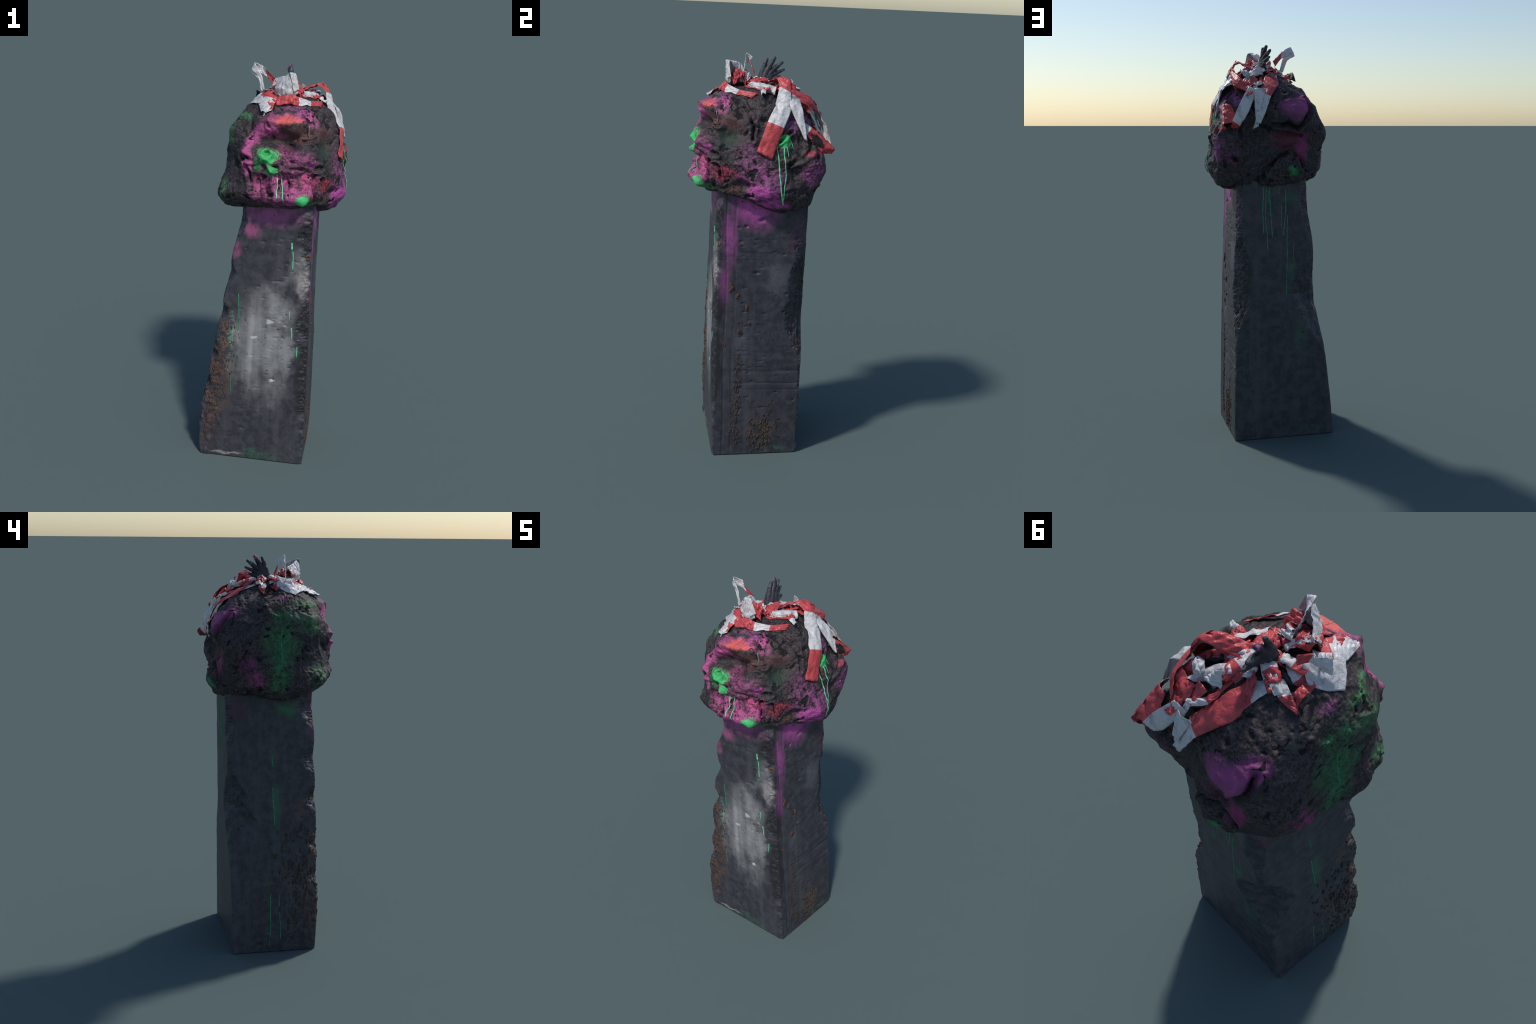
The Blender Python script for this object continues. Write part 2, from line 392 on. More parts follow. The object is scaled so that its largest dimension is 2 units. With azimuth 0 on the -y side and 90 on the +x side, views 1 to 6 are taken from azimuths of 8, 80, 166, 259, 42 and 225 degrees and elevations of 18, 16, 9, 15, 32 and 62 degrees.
# ---- head: burnt crust with spray paint
def head_material():
    M = Mat('burnt_crust', .68, .35)
    wob = M.noise(11, 4, .6); fine = M.noise(120, 3, .65); mid = M.noise(38, 4, .65); big = M.noise(6, 3)
    base = M.mix(M.ramp(fine, .40, .66), (.012, .010, .011, 1), (.066, .052, .055, 1))
    base = M.mix(M.math('MULTIPLY', M.ramp(mid, .5, .62), .7), base, (.075, .055, .056, 1))
    base = M.mix(M.math('MULTIPLY', M.ramp(big, .45, .65), .5), base, (.022, .022, .030, 1))
    # paint sits on the raised grain, the pits stay dark
    grain = M.math('MULTIPLY', M.ramp(fine, .30, .56, .25, 1), M.ramp(mid, .38, .58, .12, 1))
    smooth_coat = M.math('MULTIPLY_ADD', grain, .30, .70)
    coat2 = M.math('MULTIPLY_ADD', grain, .65, .35)
    # centre, radii, colour, strength, softness, ragged, speckled?
    spots = [
        ((-.19, -.12, 1.72), (.12, .14, .14), (.080, .066, .064, 1), .8, .8, 1.0, 1),
        ((-.21, -.20, 1.45), (.10, .08, .12), (.09, .065, .068, 1), .8, .7, 1.2, 1),
        ((-.17, .09, 1.785), (.10, .10, .04), (.085, .075, .072, 1), .9, .6, 1.0, 1),
        ((.25, -.06, 1.66), (.10, .16, .16), (.090, .060, .070, 1), .7, .8, .8, 1),
        ((.08, -.23, 1.705), (.15, .12, .055), BROWN, .95, .6, .5, 0),
        ((.215, -.15, 1.70), (.06, .08, .05), BROWN, .9, .6, .8, 0),
        # broad veils of pink over the face and magenta over the side
        ((.06, -.29, 1.47), (.21, .12, .13), PINK, .85, .6, .9, 1),
        ((.06, -.27, 1.60), (.17, .12, .07), PINK, .55, .7, 1.2, 1),
        ((-.125, -.28, 1.60), (.035, .09, .11), PINK, .95, .5, 1.0, 2),
        ((.285, .00, 1.44), (.12, .17, .13), MAGENTA, .90, .7, 1.0, 1),
        ((.28, -.03, 1.57), (.09, .12, .08), MAGENTA, .55, .8, 1.2, 1),
        ((.29, -.02, 1.395), (.08, .10, .055), (.52, .09, .38, 1), .95, .6, 1.0, 2),
        ((.28, .06, 1.335), (.08, .10, .035), (.48, .085, .35, 1), .95, .6, 1.0, 2),
        ((.28, .24, 1.49), (.09, .08, .09), MAGENTA, .85, .7, 1.0, 1),
        ((.22, .31, 1.43), (.10, .06, .12), PURPLE, .7, .7, 1.0, 1),
        ((.285, .23, 1.580), (.05, .07, .018), RED, .8, .5, .8, 2),
        ((-.05, -.25, 1.728), (.085, .08, .045), PINK, 1, .5, .6, 2),
        ((.04, -.24, 1.775), (.14, .06, .028), PINK, .9, .5, .8, 2),
        ((-.095, -.27, 1.69), (.040, .07, .045), PINK, .9, .6, .8, 2),
        ((.17, -.19, 1.755), (.045, .06, .035), (.40, .08, .22, 1), .8, .8, .8, 1),
        ((.05, -.24, 1.770), (.115, .07, .026), ORANGE, 1, .7, .5, 2),
        ((.13, -.19, 1.785), (.070, .06, .03), PINK, .95, .5, 1.0, 1),
        ((.09, -.18, 1.815), (.12, .06, .018), MAGENTA, .8, .5, 1.2, 1),
        ((.025, -.23, 1.69), (.032, .05, .028), (.40, .09, .24, 1), .8, .7, .4, 0),
        ((.167, -.24, 1.585), (.030, .05, .025), (.80, .10, .58, 1), 1, .7, .6, 2),
        ((.16, -.25, 1.51), (.06, .07, .05), (.62, .09, .24, 1), .9, .6, 1.2, 1),
        ((.09, -.29, 1.400), (.065, .07, .028), PINK, 1, .5, 1.0, 2),
        ((.22, -.17, 1.47), (.06, .08, .05), RED, .85, .5, 1.2, 1),
        ((.235, -.12, 1.39), (.05, .06, .03), (.16, .07, .05, 1), .8, .6, 1.0, 1),
        ((.20, -.20, 1.44), (.022, .03, .032), (.45, .12, .42, 1), .9, .5, .6, 2),
        ((.21, -.156, 1.625), (.05, .07, .07), (.016, .040, .024, 1), .8, .6, 1.0, 0),
        ((.245, .13, 1.71), (.05, .04, .08), (.32, .085, .27, 1), .75, .6, 1.2, 1),
        ((.20, .21, 1.73), (.05, .06, .05), (.32, .085, .27, 1), .85, .5, 1.0, 1),
        ((-.09, .28, 1.685), (.105, .11, .070), (.27, .058, .185, 1), 1, .6, .4, 0),
        ((-.145, .24, 1.73), (.08, .08, .05), (.27, .058, .185, 1), 1, .6, .6, 0),
        ((-.06, .27, 1.53), (.14, .10, .07), (.14, .02, .045, 1), .8, .8, .5, 0),
        ((-.12, .28, 1.48), (.04, .07, .09), (.24, .03, .12, 1), .9, .6, .6, 0),
        ((-.26, .15, 1.48), (.08, .07, .08), (.20, .03, .13, 1), .8, .7, 1.0, 1),
        ((-.265, .11, 1.41), (.06, .07, .06), (.32, .04, .16, 1), .9, .6, 1.2, 1),
        ((-.18, -.037, 1.80), (.045, .05, .018), (.36, .10, .24, 1), .9, .5, 1.2, 1),
        ((-.25, -.01, 1.60), (.07, .12, .16), GREEN_D, .85, 1.0, 1.2, 2),
        ((-.235, -.02, 1.73), (.07, .10, .07), GREEN_D, .85, .9, 1.2, 1),
        ((-.26, .0, 1.43), (.06, .09, .13), GREEN_D, .75, .9, 1.2, 1),
        ((-.225, .0, 1.745), (.03, .025, .035), (.06, .40, .12, 1), 1, .5, 1.0, 1),
        ((-.185, -.14, 1.765), (.055, .09, .035), (.06, .26, .09, 1), .9, .8, 1.4, 1),
        ((-.215, -.16, 1.69), (.05, .07, .09), (.04, .24, .08, 1), .75, .9, 1.4, 1),
        ((-.235, -.20, 1.43), (.050, .06, .09), (.05, .26, .09, 1), .8, .9, 1.4, 1),
        ((-.15, -.20, 1.765), (.04, .05, .03), (.06, .26, .09, 1), .8, .8, 1.4, 1),
        ((-.07, .29, 1.38), (.04, .06, .028), (.02, .26, .09, 1), 1, .7, .6, 0),
        ((.08, .29, 1.36), (.04, .05, .03), (.02, .16, .08, 1), .7, .6, 1.0, 1),
        ((-.028, -.29, 1.612), (.068, .07, .052), (.22, .50, .20, 1), .8, .6, .8, 1),
        ((-.028, -.29, 1.612), (.056, .07, .044), GREEN, 1, .4, .5, 2),
        ((-.005, -.29, 1.545), (.036, .06, .036), GREEN, 1, .5, .8, 2),
        ((-.075, -.30, 1.565), (.022, .05, .040), GREEN_D, .9, .6, 1.0, 2),
        ((.142, -.285, 1.415), (.040, .08, .038), (.05, .62, .19, 1), 1, .4, .5, 0),
        ((.175, -.245, 1.385), (.040, .06, .030), GREEN_D, .9, .6, .7, 0),
        ((.288, .088, 1.640), (.05, .042, .036), GREEN, 1, .5, .6, 2),
    ]
    col = base
    for c, r, k, s, soft, amp, sp in spots:
        f = M.spot(c, r, soft, wob, amp)
        f = M.math('MULTIPLY', f, M.math('MULTIPLY', (smooth_coat, grain, coat2)[sp], s))
        col = M.mix(f, col, k)
    # pale dust specks
    col = M.mix(M.math('MULTIPLY', M.ramp(M.noise(330, 1, .5), .70, .76), .6), col, (.16, .15, .17, 1))
    M.color(col)
    M.bump(M.math('ADD', M.math('MULTIPLY', fine, .6), mid), .6, .005)
    return M.m

# ---- pillar: sooty cast concrete
def pillar_material():
    M = Mat('sooty_concrete', .52, .4)
    wob = M.noise(9, 4, .6); fine = M.noise(180, 3, .6); mid = M.noise(26, 5, .6); streak = M.noise(14, 4, .6, (1, 1, .07))
    col = M.mix(M.ramp(mid, .35, .68), (.030, .030, .038, 1), (.056, .056, .068, 1))
    col = M.mix(M.math('MULTIPLY', M.ramp(streak, .5, .72), .45), col, (.085, .085, .095, 1))
    coat = M.math('MULTIPLY_ADD', M.ramp(mid, .3, .55), .5, .5)
    run = M.ramp(streak, .30, .68, .35, 1.0)
    rust = (.14, .066, .042, 1); pale = (.40, .40, .40, 1)
    spots = [  # centre, radii, colour, strength, soft, ragged, mask (0 coat, 1 run, 2 grain)
        ((.185, -.195, 1.22), (.085, .04, .11), (.016, .016, .018, 1), .9, .3, 1.0, 0),
        ((.195, -.195, .78), (.062, .04, .12), (.016, .016, .018, 1), .9, .3, 1.0, 0),
        ((.200, -.195, .50), (.060, .04, .26), (.018, .018, .020, 1), .85, .3, 1.0, 0),
        ((.185, .235, .85), (.06, .05, .28), (.016, .016, .018, 1), .8, .4, 1.0, 0),
        ((-.21, .235, .74), (.07, .07, .22), (.016, .016, .018, 1), .7, .5, 1.0, 0),
        ((-.03, -.20, .66), (.22, .06, .40), pale, .70, 1.0, 1.5, 1),
        ((.06, -.20, .82), (.10, .05, .20), pale, .60, 1.0, 1.4, 0),
        ((.105, -.20, .62), (.05, .05, .18), pale, .85, .8, .8, 1),
        ((-.09, -.20, .66), (.07, .05, .28), pale, .6, .9, .8, 1),
        ((.13, -.195, 1.05), (.06, .05, .13), (.20, .20, .205, 1), .6, .7, 1.0, 0),
        ((.165, -.19, .98), (.04, .04, .09), (.28, .26, .26, 1), .8, .5, 1.1, 0),
        ((.20, .10, .95), (.05, .09, .12), (.11, .11, .13, 1), .7, .9, .8, 0),
        ((.21, -.06, .62), (.05, .05, .14), (.10, .10, .12, 1), .6, .9, .9, 1),
        ((.013, -.2, .773), (.022, .03, .016), (.50, .50, .48, 1), .9, .3, 1.6, 0),
        ((-.061, -.2, .691), (.016, .03, .014), (.50, .50, .48, 1), .9, .3, 1.6, 0),
        ((.039, -.2, .458), (.022, .03, .012), (.45, .45, .43, 1), .9, .4, 1.4, 0),
        ((-.19, -.2, .02), (.10, .05, .010), (.26, .24, .22, 1), .8, .4, 1.4, 0),
        ((-.22, -.18, .42), (.10, .10, .28), (.10, .055, .038, 1), .75, .6, 1.2, 2),
        ((-.25, -.19, .50), (.045, .05, .16), rust, .85, .5, 1.5, 2),
        ((-.29, -.18, .25), (.06, .08, .18), rust, .7, .5, 1.6, 2),
        ((-.19, -.2, .68), (.05, .06, .14), (.20, .11, .07, 1), .7, .5, 1.5, 2),
        ((-.22, -.1, .72), (.04, .10, .12), rust, .6, .6, 1.6, 2),
        ((-.28, -.05, .38), (.06, .14, .14), (.09, .055, .04, 1), .5, .6, 1.4, 2),
        ((-.175, -.2, .70), (.022, .05, .16), (.14, .42, .30, 1), .8, .5, 1.6, 2),
        ((.22, .05, .12), (.05, .12, .14), (.10, .062, .045, 1), .75, .6, 1.3, 2),
        ((.22, -.08, .32), (.05, .018, .20), (.10, .062, .045, 1), .7, .6, 1.2, 2),
        ((.16, .24, .72), (.06, .05, .16), (.08, .06, .05, 1), .6, .6, 1.4, 2),
        ((.0, -.20, 1.33), (.22, .08, .10), (.32, .085, .24, 1), .85, .8, .7, 0),
        ((-.10, -.20, 1.235), (.06, .06, .06), (.40, .09, .24, 1), .7, .9, .5, 0),
        ((-.165, -.19, 1.13), (.04, .06, .06), (.40, .09, .24, 1), .55, .9, .5, 0),
        ((.195, -.01, 1.30), (.05, .16, .15), (.50, .09, .38, 1), .9, .9, .5, 0),
        ((.197, -.13, 1.16), (.04, .06, .20), (.36, .08, .29, 1), .8, .9, .6, 0),
        ((.20, -.155, .93), (.03, .045, .16), (.28, .06, .22, 1), .7, .9, .6, 0),
        ((.20, .20, 1.15), (.05, .08, .14), PURPLE, .45, .9, .8, 0),
        ((-.16, .19, 1.25), (.06, .08, .08), (.10, .02, .05, 1), .6, .8, .8, 0),
        ((.0, -.204, .03), (.14, .04, .045), (.03, .20, .08, 1), .7, .9, 1.0, 3),
        ((.22, .13, .03), (.04, .08, .03), (.03, .22, .09, 1), .6, .8, 1.0, 2),
        ((-.18, .242, .03), (.12, .04, .05), (.02, .12, .06, 1), .5, .9, 1.0, 2),
        ((-.125, .246, .54), (.07, .05, .16), (.02, .14, .08, 1), .5, 1.0, 1.2, 1),
        ((-.08, .249, .86), (.03, .04, .12), (.02, .18, .10, 1), .5, .9, 1.0, 1),
        ((-.07, .249, 1.25), (.06, .04, .06), (.02, .18, .09, 1), .5, .9, 1.0, 1),
        ((-.24, .005, .76), (.06, .03, .18), (.03, .20, .08, 1), .7, 1.0, 1.0, 1),
        ((-.17, -.06, 1.25), (.05, .08, .06), (.02, .16, .06, 1), .7, .9, .8, 0),
    ]
    grain = M.math('MULTIPLY', M.ramp(fine, .38, .56), M.ramp(mid, .42, .55))
    dust = M.ramp(M.noise(300, 2, .6), .48, .60)
    for c, r, k, s, soft, amp, g in spots:
        f = M.spot(c, r, soft, wob, amp)
        f = M.math('MULTIPLY', f, M.math('MULTIPLY', (coat, run, grain, dust)[g], s))
        col = M.mix(f, col, k)
    col = M.mix(M.math('MULTIPLY', M.ramp(M.noise(75, 2, .5), .66, .72), .8), col, (.012, .012, .014, 1))
    col = M.mix(M.math('MULTIPLY', M.ramp(M.noise(260, 1, .5), .72, .78), .5), col, (.20, .21, .22, 1))
    M.color(col)
    M.bump(M.math('ADD', M.math('MULTIPLY', fine, .35), mid), .32, .003)
    return M.m

def plain(name, col, rough, spec=.4, var=.25, scale=40, bump=.3, coat=0.0):
    M = Mat(name, rough, spec)
    v = M.ramp(M.noise(scale, 4, .6), .3, .7, 1-var, 1+var)
    nd = M.n('ShaderNodeVectorMath', operation='SCALE')
    nd.inputs[0].default_value = col[:3]; M.put(nd.inputs['Scale'], v)
    M.color(nd.outputs[0])
    M.bump(M.noise(scale*1.6, 3, .6), bump, .002)
    M.b.inputs['Coat Weight'].default_value = coat
    return M
def tape_material(name, col, dirt):
    M = Mat(name, .38, .5)
    c = M.mix(M.math('MULTIPLY', M.ramp(M.noise(24, 4, .65, None, .6), .48, .70), .75), col, dirt)
    c = M.mix(M.math('MULTIPLY', M.ramp(M.noise(140, 2, .5), .70, .76), .7), c, (.03, .025, .025, 1))
    M.color(c); M.bump(M.noise(38, 3, .6, None, 1.2), .7, .006)
    tr = M.n('ShaderNodeBsdfTranslucent'); M.put(tr.inputs[0], c)
    mx = M.n('ShaderNodeMixShader'); mx.inputs[0].default_value = .12
    out = M.nt.nodes['Material Output']
    M.put(mx.inputs[1], M.b.outputs[0]); M.put(mx.inputs[2], tr.outputs[0]); M.put(out.inputs[0], mx.outputs[0])
    return M.m
TAPE = {'R': tape_material('red_tape_film', (.56, .075, .085, 1), (.30, .04, .05, 1)),
        'W': tape_material('white_tape_film', (.66, .65, .66, 1), (.30, .30, .32, 1)),
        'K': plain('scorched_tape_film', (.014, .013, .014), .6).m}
head.data.materials.append(head_material())
# shade of the cracks and pits, painted on as near-black faces
head.data.materials.append(plain('painted_crevice_shade', (.011, .010, .011), .95, var=.5, scale=110, bump=.6).m)
_cell = .25*(head_shade[:-1] + head_shade[1:] + np.roll(head_shade, -1, 1)[:-1] + np.roll(head_shade, -1, 1)[1:])
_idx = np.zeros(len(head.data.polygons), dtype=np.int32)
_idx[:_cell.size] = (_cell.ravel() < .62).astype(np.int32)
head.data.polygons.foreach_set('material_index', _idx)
pillar.data.materials.append(pillar_material())

# ------------------------------------------------------------------ barrier tape
tape_root = part(bpy.data.objects.new('barrier_tape', None)); bpy.context.collection.objects.link(tape_root)
head_tree = BVHTree.FromPolygons([v.co[:] for v in head.data.vertices], [p.vertices[:] for p in head.data.polygons])

def tape_strip(stations, colours, seed=0, crumple=.004, curl=.12, black_patches=(), seg=14, wid=14, clear=.003, widen=1.12):
    """ribbon through pairs of edge points; one colour letter per span"""
    A = np.array([s[0] for s in stations], float); B = np.array([s[1] for s in stations], float)
    mid_ = .5*(A+B); A = mid_+(A-mid_)*widen; B = mid_+(B-mid_)*widen
    n = len(A)
    idx = np.linspace(0, n-1, (n-1)*seg+1)
    kn = np.arange(n)
    if n > 2:
        La, Lb = lerp_rows(idx, kn, A), lerp_rows(idx, kn, B)
    else:
        La = A[0]+(A[1]-A[0])*idx[:, None]; Lb = B[0]+(B[1]-B[0])*idx[:, None]
    # tape keeps some sharp folds at its stations
    lin = lambda M_: np.column_stack([np.interp(idx, kn, M_[:, k]) for k in range(3)])
    La = .5*La+.5*lin(A); Lb = .5*Lb+.5*lin(B)
    t = np.linspace(0, 1, wid+1)
    P = La[:, None]*(1-t)[None, :, None] + Lb[:, None]*t[None, :, None]
    du = np.gradient(P, axis=0); dv = np.gradient(P, axis=1)
    N = np.cross(du, dv); N /= np.linalg.norm(N, axis=2, keepdims=True)+1e-9
    if N[..., :].reshape(-1, 3).mean(0) @ (P.reshape(-1, 3).mean(0)-np.array([0, 0, 1.6])) < 0: N = -N
    W = np.linalg.norm(Lb-La, axis=1)[:, None]
    Pf = P.reshape(-1, 3)
    # long folds along the strip and sharp facets
    st = np.column_stack([np.repeat(idx, wid+1)*.9, np.tile(t, len(idx))*3.0, np.full(len(Pf), seed*3.7)])
    fr = np.random.default_rng(seed+300); off = np.zeros(len(Pf))
    for k in range(6):                     # straight creases: triangle waves in random directions
        an = fr.uniform(0, math.pi); fq = fr.uniform(.5, 1.5)*(1.0 if k < 3 else 2.2)
        ph = (st[:, 0]*1.6*math.cos(an) + st[:, 1]*.45*math.sin(an))*fq + fr.uniform(0, 1) + .25*value_noise(st, 1.3, seed+k)
        off += (np.abs((ph % 1.0)-.5)*4-1)*(.9 if k < 3 else .45)
    off = crumple*(.55*off + .5*fbm(Pf, 60, 2, seed=seed+50, ridged=True))
    bow = curl*W*(1-(2*t[None, :]-1)**2)
    P = P + N*(off.reshape(P.shape[:2])+bow)[..., None]
    # keep outside the head
    Q = P.reshape(-1, 3)
    for rep_ in range(3):
        push = np.zeros_like(Q)
        for i, p in enumerate(Q):
            loc, nor, _, d = head_tree.find_nearest(Vector(p))
            s = (Vector(p)-loc).dot(nor)
            if s < clear and d < .08:
                push[i] = np.array(loc + nor*(clear + .3*abs(float(off[i])))) - p
        push = push.reshape(P.shape)
        if rep_ < 2:                       # spread the push so that the film stays even
            for ax in (0, 1):
                pad = np.pad(push, [(1, 1) if k == ax else (0, 0) for k in range(3)], mode='edge')
                push = .5*push + .25*(np.take(pad, range(0, push.shape[ax]), ax) + np.take(pad, range(2, push.shape[ax]+2), ax))
        Q = Q + push.reshape(-1, 3)
    P = Q.reshape(P.shape)
    verts = P.reshape(-1, 3).tolist(); faces = []; mats = []
    keys = {c: i for i, c in enumerate('RWK')}
    for i in range(len(idx)-1):
        for j in range(wid):
            k = i*(wid+1)+j
            c = colours[min(int((i+.5)/seg), n-2)]
            gone = False
            for (hs, ht, hr, hw) in black_patches:
                q = math.hypot((idx[i]-hs)/hr, (t[j]-ht)/hw) + .45*noise.noise(Vector((idx[i]*6, t[j]*6, seed)))
                if q < 1: c = 'K'  # burnt opening shown by black faces, the film is not cut
            faces.append((k, k+1, k+wid+2, k+wid+1)); mats.append(keys[c])
    me = bpy.data.meshes.new('tape_strip'); me.from_pydata(verts, [], faces)
    for c in 'RWK': me.materials.append(TAPE[c])
    me.polygons.foreach_set('material_index', mats)
    me.polygons.foreach_set('use_smooth', [True]*len(faces)); me.update()
    ob = bpy.data.objects.new('tape_strip', me); bpy.context.collection.objects.link(ob)
    sol = ob.modifiers.new('film', 'SOLIDIFY'); sol.thickness = .0007; sol.offset = 0
    return part(ob, tape_root)

